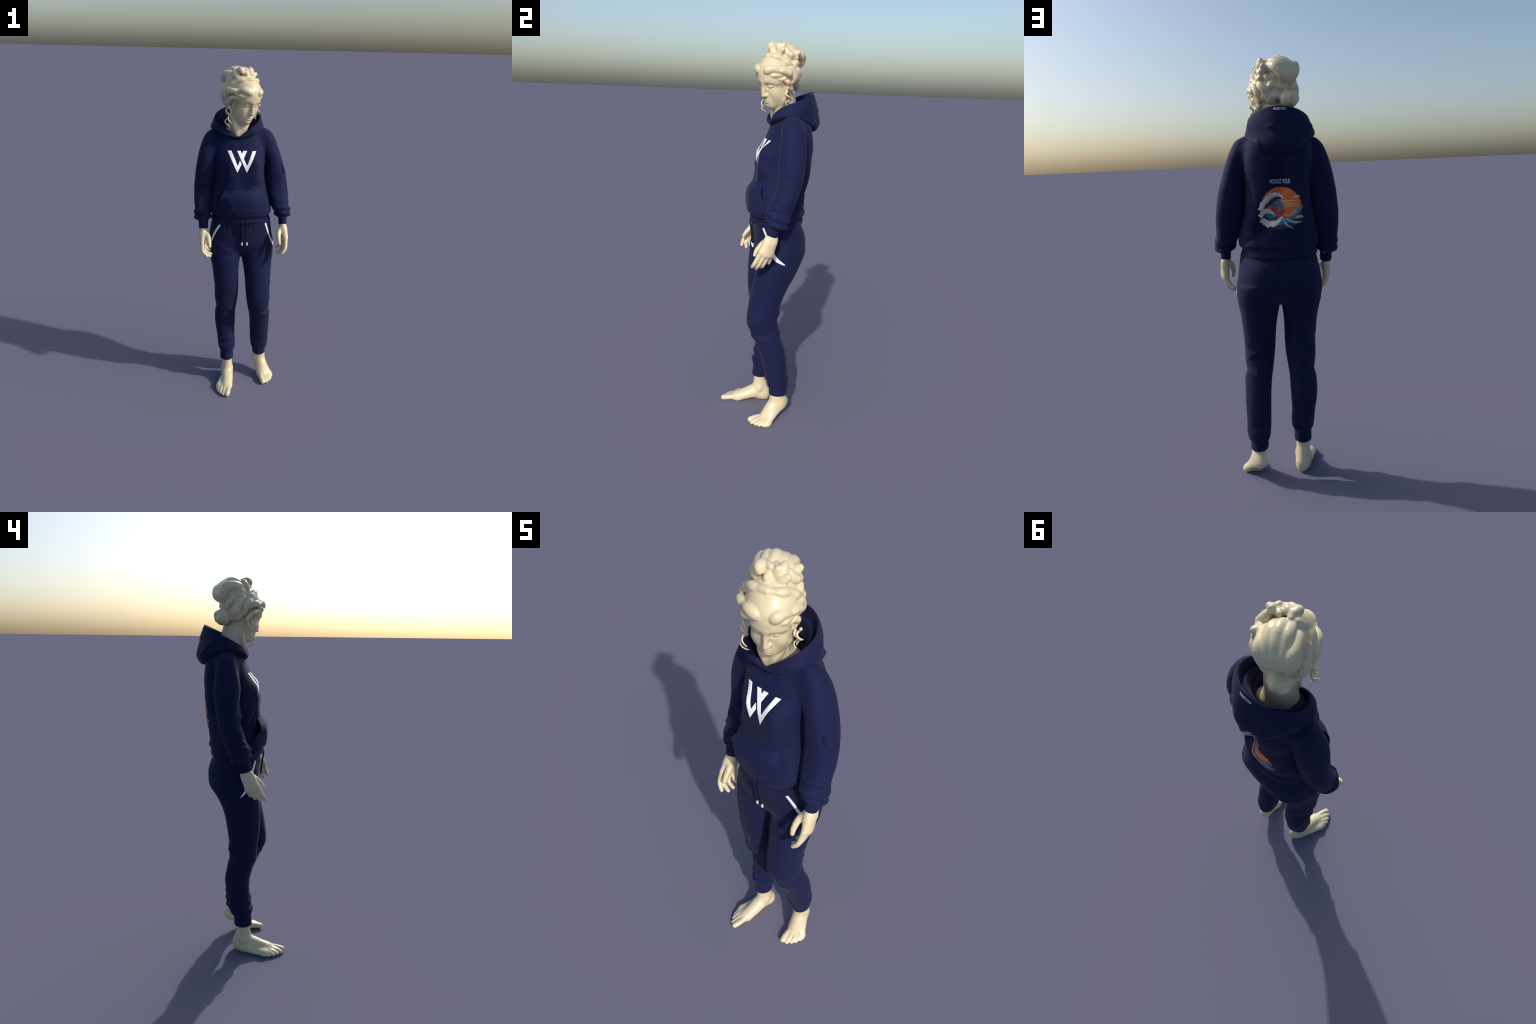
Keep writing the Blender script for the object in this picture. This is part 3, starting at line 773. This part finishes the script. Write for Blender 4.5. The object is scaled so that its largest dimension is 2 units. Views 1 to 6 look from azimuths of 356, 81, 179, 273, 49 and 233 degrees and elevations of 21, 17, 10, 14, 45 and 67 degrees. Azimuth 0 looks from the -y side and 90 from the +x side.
    V += N * (noise3(V, 22, 11) * .0022)[:, None]
    return V, Q, lab

HV, HQ, hl = build_hoodie()
hl[hl == 0] = 1
hoodie_mesh = split(HV, HQ, hl, {1: 'hoodie', 2: 'sleeve', 3: 'sleeve'}, hoodie, 'navy_fleece')[1]
hoodie_tree = tri_from(HV, HQ)

ribbed_cuff('hem_band', [(1.185, -.174, .156, -.098, .166), (1.155, -.180, .162, -.101, .172), (1.123, -.187, .170, -.103, .172)], hoodie, ribs=90, lowtilt=-.03)
ribbed_cuff('sleeve_cuff', [(1.135, -.262, -.204, -.046, .014), (1.10, -.261, -.205, -.052, .006), (1.074, -.260, -.205, -.055, .002)], hoodie, ribs=30, lowtilt=-.30)
ribbed_cuff('sleeve_cuff', [(1.155, .218, .271, -.046, .014), (1.125, .221, .270, -.050, .006), (1.100, .222, .270, -.053, .002)], hoodie, ribs=30, lowtilt=-.30)

# ---------------------------------------------------------------------
#  Hood: lofted through closed rings, from inside the collar over the rim
#  down to the neckline seam (each ring starts at the front, towards +x)
# ---------------------------------------------------------------------
RIM = [(-.025, -.004, 1.618), (.018, -.011, 1.644), (.060, -.003, 1.671), (.093, .030, 1.698), (.107, .085, 1.722), (.091, .140, 1.741),
       (.043, .183, 1.761), (-.025, .200, 1.770), (-.092, .184, 1.762), (-.142, .140, 1.741), (-.163, .085, 1.716), (-.150, .032, 1.690),
       (-.112, -.002, 1.667), (-.068, -.011, 1.644)]
MID = [(-.025, -.016, 1.617), (.022, -.022, 1.628), (.070, -.010, 1.648), (.106, .030, 1.676), (.113, .085, 1.704), (.097, .148, 1.716),
       (.050, .197, 1.716), (-.025, .222, 1.715), (-.098, .197, 1.714), (-.154, .150, 1.706), (-.174, .085, 1.690), (-.168, .030, 1.668),
       (-.124, -.010, 1.645), (-.074, -.022, 1.628)]
FOLD = [(-.025, -.016, 1.612), (.022, -.021, 1.623), (.072, -.009, 1.641), (.111, .030, 1.664), (.119, .085, 1.680), (.100, .150, 1.682),
        (.053, .199, 1.686), (-.025, .226, 1.688), (-.102, .199, 1.684), (-.166, .152, 1.674), (-.186, .085, 1.668), (-.172, .030, 1.658),
        (-.126, -.009, 1.640), (-.075, -.021, 1.623)]
BULGE = [(-.025, -.012, 1.608), (.022, -.016, 1.619), (.070, -.004, 1.635), (.114, .035, 1.654), (.124, .088, 1.660), (.101, .150, 1.652),
         (.054, .205, 1.640), (-.025, .243, 1.630), (-.105, .207, 1.638), (-.166, .155, 1.648), (-.185, .088, 1.652), (-.170, .035, 1.650),
         (-.124, -.004, 1.634), (-.074, -.016, 1.619)]
UNDER = [(-.025, -.004, 1.606), (.022, -.008, 1.616), (.066, .002, 1.630), (.106, .040, 1.645), (.118, .092, 1.648), (.100, .160, 1.632),
         (.056, .205, 1.602), (-.022, .222, 1.586), (-.104, .206, 1.600), (-.150, .160, 1.626), (-.172, .092, 1.644), (-.160, .040, 1.645),
         (-.118, .002, 1.630), (-.072, -.008, 1.616)]
SEAM = [(-.025, .010, 1.606), (.022, .008, 1.616), (.060, .018, 1.626), (.092, .050, 1.636), (.100, .095, 1.634), (.084, .150, 1.616),
        (.044, .185, 1.588), (-.022, .192, 1.574), (-.094, .186, 1.586), (-.132, .150, 1.612), (-.150, .095, 1.632), (-.140, .050, 1.636),
        (-.106, .018, 1.626), (-.070, .008, 1.616)]
def toward(ring, c, d, dz):
    out = []
    for p in ring:
        v = np.array(c) - np.array(p[:2]); L = np.linalg.norm(v)
        q = np.array(p[:2]) + v * d / L
        out.append((q[0], q[1], p[2] + dz))
    return out
NC = (-.026, .075)
def build_hood():
    inner1 = toward(RIM, NC, .008, -.004)
    inner2 = toward(RIM, NC, .012, -.035)
    gap = [(x, y, max(z - .040, 1.606)) for x, y, z in toward(RIM, NC, .020, 0)]
    collar = []
    for i, (x, y, z) in enumerate(RIM):
        v = np.array([x - NC[0], y - NC[1]])
        q = np.array(NC) + v * (.76 if 1 < i < 9 else .72)
        collar.append((q[0], q[1], max(min(1.612 + (z - 1.626) * .82, 1.728), 1.612)))
    collar[0] = (-.025, .008, 1.612); collar[1] = (.012, .003, 1.638); collar[-1] = (-.060, .003, 1.638)
    low = [(NC[0] + (x - NC[0]) * .85, NC[1] + (y - NC[1]) * .85, z - .05) for x, y, z in collar]
    rings = [low, collar, gap, inner2, inner1, RIM, MID, FOLD, BULGE, UNDER, SEAM]
    n = 168
    R = np.stack([closed_spline(r, n) for r in rings])
    steps = 7
    L = []
    for j in range(n):
        L.append(spline(R[:, j], steps))
    L = np.stack(L, 1)
    m = L.shape[0]
    V = L.reshape(-1, 3)
    F = np.array([(i*n + j, (i+1)*n + j, (i+1)*n + (j+1) % n, i*n + (j+1) % n) for i in range(m-1) for j in range(n)])
    F = F[:, ::-1]
    N = vnormals(V, F)
    def S(pts, w, h, **k): stroke(V, N, pts, w, h, **k)
    S([(.10, .19, 1.70), (.05, .215, 1.69), (-.025, .226, 1.69)], .010, -.007)
    S([(.112, .120, 1.716), (.108, .160, 1.684), (.088, .192, 1.645), (.052, .210, 1.604)], .010, -.013)
    S([(-.165, .120, 1.702), (-.156, .162, 1.674), (-.124, .198, 1.638), (-.082, .212, 1.602)], .010, -.009)
    S([(-.025, .235, 1.67), (-.028, .24, 1.62)], .02, .003)
    V += N * (noise3(V, 30, 5) * .0012)[:, None]
    return V, F
OV, OF = build_hood()
make('hood', OV, OF, 'navy_fleece', hoodie)
hood_tree = tri_from(OV, OF)

# ---------------------------------------------------------------------
#  Kangaroo pocket: a thick patch standing off the belly
# ---------------------------------------------------------------------
def build_pocket():
    nu, nv = 110, 80; front = []
    PZ = [1.150, 1.160, 1.175, 1.20, 1.25, 1.28, 1.305, 1.322, 1.331]
    PY = [-.094, -.108, -.119, -.124, -.125, -.120, -.106, -.092, -.082]
    for j in range(nv + 1):
        v = j / nv; z = 1.331 - v * (1.331 - 1.150)
        vv = np.clip(v / .58, 0, 1)
        xl = -.099 - .070 * vv**1.15; xr = .098 + .056 * vv**1.15
        for i in range(nu + 1):
            u = i / nu; x = xl + (xr - xl) * u
            y = pchip(PZ, PY, np.array([z]))[0] + (.040 if x < -.006 else .056) * (abs(x + .006) / .165)**2.2
            hit = hoodie_tree.ray_cast(Vector((x, -1, z)), Vector((0, 1, 0)))[0]
            base = (hit.y if hit else y) - .0045
            e = 1 - min(min(u, 1 - u) / .28, 1)
            gape = math.sin(math.pi * min(max(v / .66, 0), 1)) * (.95 if u < .5 else .55)
            y = base - max(base - y, 0) * ((1 - e) + e * gape)
            puff = -.003
            front.append((x, y - .003 - puff, z))
    V = np.array(front); w = nu + 1
    N = np.tile([0.0, -1.0, 0.0], (len(V), 1))
    stroke(V, N, [(.165, -.07, 1.207), (.11, -.105, 1.196), (.06, -.118, 1.184), (.02, -.12, 1.174)], .0065, -.009)
    stroke(V, N, [(.165, -.07, 1.190), (.11, -.105, 1.180), (.05, -.118, 1.168)], .009, .005)
    stroke(V, N, [(-.175, -.08, 1.192), (-.11, -.105, 1.184), (-.05, -.118, 1.172)], .010, -.006)
    stroke(V, N, [(-.10, -.10, 1.30), (-.07, -.12, 1.24), (-.06, -.12, 1.19)], .020, .003)
    for e in (5, nu - 5):      # stitching beside each opening, and under the top edge
        stroke(V, N, V[e::w][:int(nv * .6):8], .0022, -.0010, taper=False)
    stroke(V, N, V[w*3:w*4:10], .0022, -.0010, taper=False)
    F = [(j*w + i, (j+1)*w + i, (j+1)*w + i + 1, j*w + i + 1) for j in range(nv) for i in range(nu)]
    ob = make('pocket', V, np.array(F), 'navy_fleece', hoodie)
    so = ob.modifiers.new('thick', 'SOLIDIFY'); so.thickness = .004; so.offset = -1
    be = ob.modifiers.new('edge', 'BEVEL'); be.width = .0012; be.segments = 2; be.limit_method = 'ANGLE'
build_pocket()

# ---------------------------------------------------------------------
#  Drawstrings with tips
# ---------------------------------------------------------------------
for x0, x1, z1 in ((.000, -.003, 1.000), (.026, .027, 1.001)):
    pts = [(x0, -.095, 1.150), (x0, -.1035, 1.118), (x0 * .5 + x1 * .5, -.096, 1.06), (x1, -.090, z1)]
    Vt, Ft = tube_mesh(pts, [.0042] * 4, 10, 6); make_poly('drawstring', Vt, Ft, 'navy_rib', trousers)
    Vt, Ft = tube_mesh([(x1, -.090, z1 + .002), (x1, -.0885, z1 - .018)], [.0047, .0047], 10, 3)
    make_poly('drawstring_tip', Vt, Ft, 'metal_tip', trousers)

# ---------------------------------------------------------------------
#  Flat prints laid onto the cloth
# ---------------------------------------------------------------------
def flat(polys, edge=.006):
    """fill closed outlines (x, z) and refine so they can follow the cloth"""
    bm = bmesh.new()
    for pl in polys:
        vs = [bm.verts.new((x, 0, z)) for x, z in pl]
        bm.faces.new(vs)
    bm.normal_update()
    bmesh.ops.triangulate(bm, faces=bm.faces[:])
    for _ in range(6):
        long = [e for e in bm.edges if e.calc_length() > edge]
        if not long: break
        bmesh.ops.subdivide_edges(bm, edges=long, cuts=1)
        bmesh.ops.triangulate(bm, faces=bm.faces[:])
    return bm

def lay(name, bm, tree, from_y, mat, parent, lift=.0012, thick=.0012):
    d = Vector((0, 1 if from_y < 0 else -1, 0))
    bm.normal_update()
    for v in bm.verts:
        hit, nor, _, _ = tree.ray_cast(Vector((v.co.x, from_y, v.co.z)), d)
        if hit is not None: v.co = hit - d * lift
    bm.normal_update()
    for fc in bm.faces:
        if fc.normal.dot(d) > 0: fc.normal_flip()
    me = bpy.data.meshes.new(name); bm.to_mesh(me); bm.free()
    me.polygons.foreach_set('use_smooth', np.full(len(me.polygons), True))
    me.materials.append(material_of(mat))
    ob = bpy.data.objects.new(name, me); bpy.context.scene.collection.objects.link(ob); ob.parent = parent
    so = ob.modifiers.new('thick', 'SOLIDIFY'); so.thickness = thick; so.offset = -1
    return ob

# chest monogram: two interlocked strokes, drawn in units of a 258 x 200 box
def mono(pts):
    return [(-.089 + (x - 515) * .166 / 258, 1.541 - (y - 900) * .119 / 200) for x, y in pts]
lay('chest_monogram', flat([mono([(515, 900), (550, 900), (605, 1035), (625, 985), (640, 1018), (602, 1100)]),
                            mono([(600, 900), (632, 900), (643, 925), (655, 900), (690, 900), (660, 968), (688, 1035), (740, 903), (773, 905), (687, 1100)])]),
    hoodie_tree, -1, 'white_print', hoodie, .0015)

def text_mesh(body, width, height, cx, cz, flip, bold=.02):
    cu = bpy.data.curves.new('lettering', 'FONT'); cu.body = body; cu.size = 1; cu.offset = bold
    cu.space_character = .95
    ob = bpy.data.objects.new('lettering', cu); bpy.context.scene.collection.objects.link(ob)
    bpy.context.view_layer.update()
    me = ob.evaluated_get(bpy.context.evaluated_depsgraph_get()).to_mesh()
    bm = bmesh.new(); bm.from_mesh(me)
    xs = [v.co.x for v in bm.verts]; ys = [v.co.y for v in bm.verts]
    for v in bm.verts:
        x = (v.co.x - min(xs)) / (max(xs) - min(xs)) - .5; y = (v.co.y - min(ys)) / (max(ys) - min(ys)) - .5
        v.co = ((-x if flip else x) * width + cx, 0, y * height + cz)
    bpy.data.objects.remove(ob); bpy.data.curves.remove(cu)
    bmesh.ops.triangulate(bm, faces=bm.faces[:])
    return bm
lay('lettering', text_mesh('VOULEZ VOUS', .088, .0195, -.020, 1.4585, True, .03), hoodie_tree, 1, 'grey_lettering', hoodie)
lay('lettering', text_mesh('VOULEZ VOUS', .053, .0095, -.0305, 1.7600, True, .03), hood_tree, 1, 'grey_lettering', hoodie)

# back print: stand-in seascape, an orange disc over layered surf
CX, CZ, RR = -.022, 1.346, .0885
def circle_pt(a, r=RR): return (CX - r * math.cos(a), CZ + r * math.sin(a))     # a=0 towards -x
def ribbon(path, w0, w1, n=10, frill=0.0, seed=1):
    """band along a curve with optional frothy edge"""
    P = spline(path, n); T = np.gradient(P, axis=0); T /= np.linalg.norm(T, axis=1)[:, None]
    Nn = np.stack([-T[:, 1], T[:, 0]], 1); r = np.random.default_rng(seed)
    w = np.linspace(w0, w1, len(P)) * (np.sin(np.linspace(.12, 1, len(P)) * math.pi * .97) ** .5)
    a = P + Nn * (w * (1 + frill * r.uniform(-1, 1, len(P))))[:, None]
    b = P - Nn * (w * (1 + frill * r.uniform(-1, 1, len(P))))[:, None]
    return [tuple(q) for q in a] + [tuple(q) for q in b[::-1]]
# picture coordinates: px to the right as seen from behind (world -x), pz up, from the disc centre
def pic(pts): return [(CX - a, CZ + b) for a, b in pts]
def art(name, polys, mat, level, edge=.006):
    lay(name, flat([pic(p) for p in polys], edge), hoodie_tree, 1, mat, hoodie, .0010 + .0006 * level, .0006)
disc = [(RR * math.cos(a), RR * math.sin(a)) for a in np.linspace(0, 2*math.pi, 72, endpoint=False)]
art('sun_disc', [disc], 'orange_print', 0)
art('sun_glow', [ribbon([(-.02, .0), (.03, .012), (.075, .006)], .016, .010, 8, .25, 3)], 'amber_print', 1)
art('cloud_streak', [ribbon([(-.006, .028), (.03, .027), (.068, .030)], .0022, .0012, 8, .2, 4),
                     ribbon([(.045, .043), (.070, .046), (.081, .046)], .0012, .0045, 6, .2, 5),
                     ribbon([(-.060, .062), (-.045, .064)], .001, .001, 6, .2, 5)], 'foam_print', 1)
art('deep_water', [ribbon([(-.090, -.030), (-.05, -.055), (.0, -.068), (.05, -.058), (.088, -.030)], .030, .026, 12, .08, 6),
                   ribbon([(-.080, .0), (-.055, .028), (-.02, .045), (.0, .040)], .022, .014, 10, .15, 8)], 'dark_sea_print', 2)
art('wave', [ribbon([(-.065, -.040), (-.030, -.020), (-.006, .012), (-.014, .034)], .022, .012, 12, .12, 9),
             ribbon([(-.010, -.070), (.030, -.055), (.070, -.020), (.094, .004)], .016, .010, 14, .08, 10)], 'sea_print', 3)
art('wave_crest', [ribbon([(-.094, -.010), (-.075, .022), (-.045, .048), (-.012, .056), (.012, .040)], .0135, .008, 10, .35, 12),
                   ribbon([(-.095, -.040), (-.070, -.016), (-.045, -.020), (-.032, -.034)], .014, .006, 10, .35, 13),
                   ribbon([(-.092, -.055), (-.060, -.072), (-.025, -.066), (.006, -.040)], .016, .010, 12, .35, 14)], 'foam_print', 4)
art('wave_streak', [ribbon([(.004, -.040), (.020, -.075), (.050, -.095)], .006, .0025, 10, .2, 15),
                    ribbon([(.018, -.048), (.050, -.066), (.088, -.066)], .006, .003, 10, .25, 16),
                    ribbon([(.030, -.040), (.058, -.020), (.076, .002)], .0055, .003, 10, .3, 17),
                    ribbon([(.060, -.048), (.082, -.042), (.094, -.050)], .006, .005, 8, .4, 18)], 'pale_sea_print', 4)
art('boat_edge', [ribbon([(.012, -.046), (.050, -.038), (.085, -.008), (.095, .006)], .0016, .0014, 10, 0, 19),
                  ribbon([(.055, -.072), (.090, -.068)], .0014, .0014, 6, .3, 20)], 'amber_print', 5)
art('red_cloth', [ribbon([(-.044, -.012), (-.022, -.012), (-.012, -.028), (-.016, -.046)], .008, .006, 8, .08, 21),
                  ribbon([(-.006, -.030), (.006, -.014), (.010, -.008)], .005, .006, 8, .05, 22)], 'red_print', 5)
art('blue_cloth', [ribbon([(-.042, .014), (-.026, .006), (-.014, -.004)], .009, .006, 8, .1, 23),
                   ribbon([(-.016, .020), (.0, .008), (.012, -.001)], .006, .004, 8, .05, 24)], 'sea_print', 5)
art('basket', [ribbon([(.008, -.030), (.026, -.036), (.046, -.030)], .007, .006, 8, .05, 25)], 'amber_print', 4)

# small mark on one sleeve cuff
def cuff_tree():
    ob = [o for o in hoodie.children if o.name.startswith('sleeve_cuff')][0]
    return tri_from(np.array([v.co[:] for v in ob.data.vertices]), [p.vertices[:] for p in ob.data.polygons])
lay('cuff_mark', flat([[(-.214, 1.1185), (-.2105, 1.1185), (-.2135, 1.1085)], [(-.2150, 1.1185), (-.2275, 1.1185), (-.2245, 1.1135), (-.2275, 1.1040), (-.2200, 1.1080)]], .004),
    cuff_tree(), 1, 'foam_print', hoodie, .0016)

# white tape at the slant pockets
def tape(path, widths):
    P = spline(path, 12); w = spline(np.array(widths)[:, None] * np.ones((1, 1)), 12)[:, 0]
    rows = []
    C = []
    for p in P:
        loc, nor, _, _ = trouser_tree.find_nearest(Vector(p)); C.append((np.array(loc), np.array(nor)))
    for i, (c, n) in enumerate(C):
        t = C[min(i+1, len(C)-1)][0] - C[max(i-1, 0)][0]; t /= np.linalg.norm(t)
        sdir = np.cross(n, t); sdir /= np.linalg.norm(sdir)
        row = []
        for k in np.linspace(-1, 1, 5):
            loc, nor, _, _ = trouser_tree.find_nearest(Vector(c + sdir * w[i] * k))
            nor = np.array(nor); nor = nor if nor @ n > 0 else -nor
            row.append(np.array(loc) + nor * .0022)
        rows.append(row)
    V = np.array(rows).reshape(-1, 3)
    F = np.array([(i*5 + j, i*5 + j + 1, (i+1)*5 + j + 1, (i+1)*5 + j) for i in range(len(rows)-1) for j in range(4)])
    N = vnormals(V, F)
    if (N * np.array([c[1] for c in C]).repeat(5, 0)).sum() < 0: F = F[:, ::-1]
    ob = make('pocket_tape', V, F, 'white_tape', trousers)
    so = ob.modifiers.new('thick', 'SOLIDIFY'); so.thickness = .002; so.offset = -1
tape([(-.134, -.068, 1.106), (-.160, -.056, 1.060), (-.184, -.044, 1.010), (-.200, -.026, .960), (-.202, .0, .929)], [.006, .006, .0065, .007, .002])
tape([(.142, -.060, 1.112), (.168, -.046, 1.060), (.186, -.024, 1.010), (.198, .006, .965), (.200, .053, .934)], [.006, .006, .0065, .010, .003])

# each garment's main piece carries the rest of it
hoodie_mesh.parent = figure
for holder, main in ((hoodie, hoodie_mesh), (trousers, trousers_mesh)):
    for ob in list(holder.children):
        ob.parent = main
    bpy.data.objects.remove(holder)
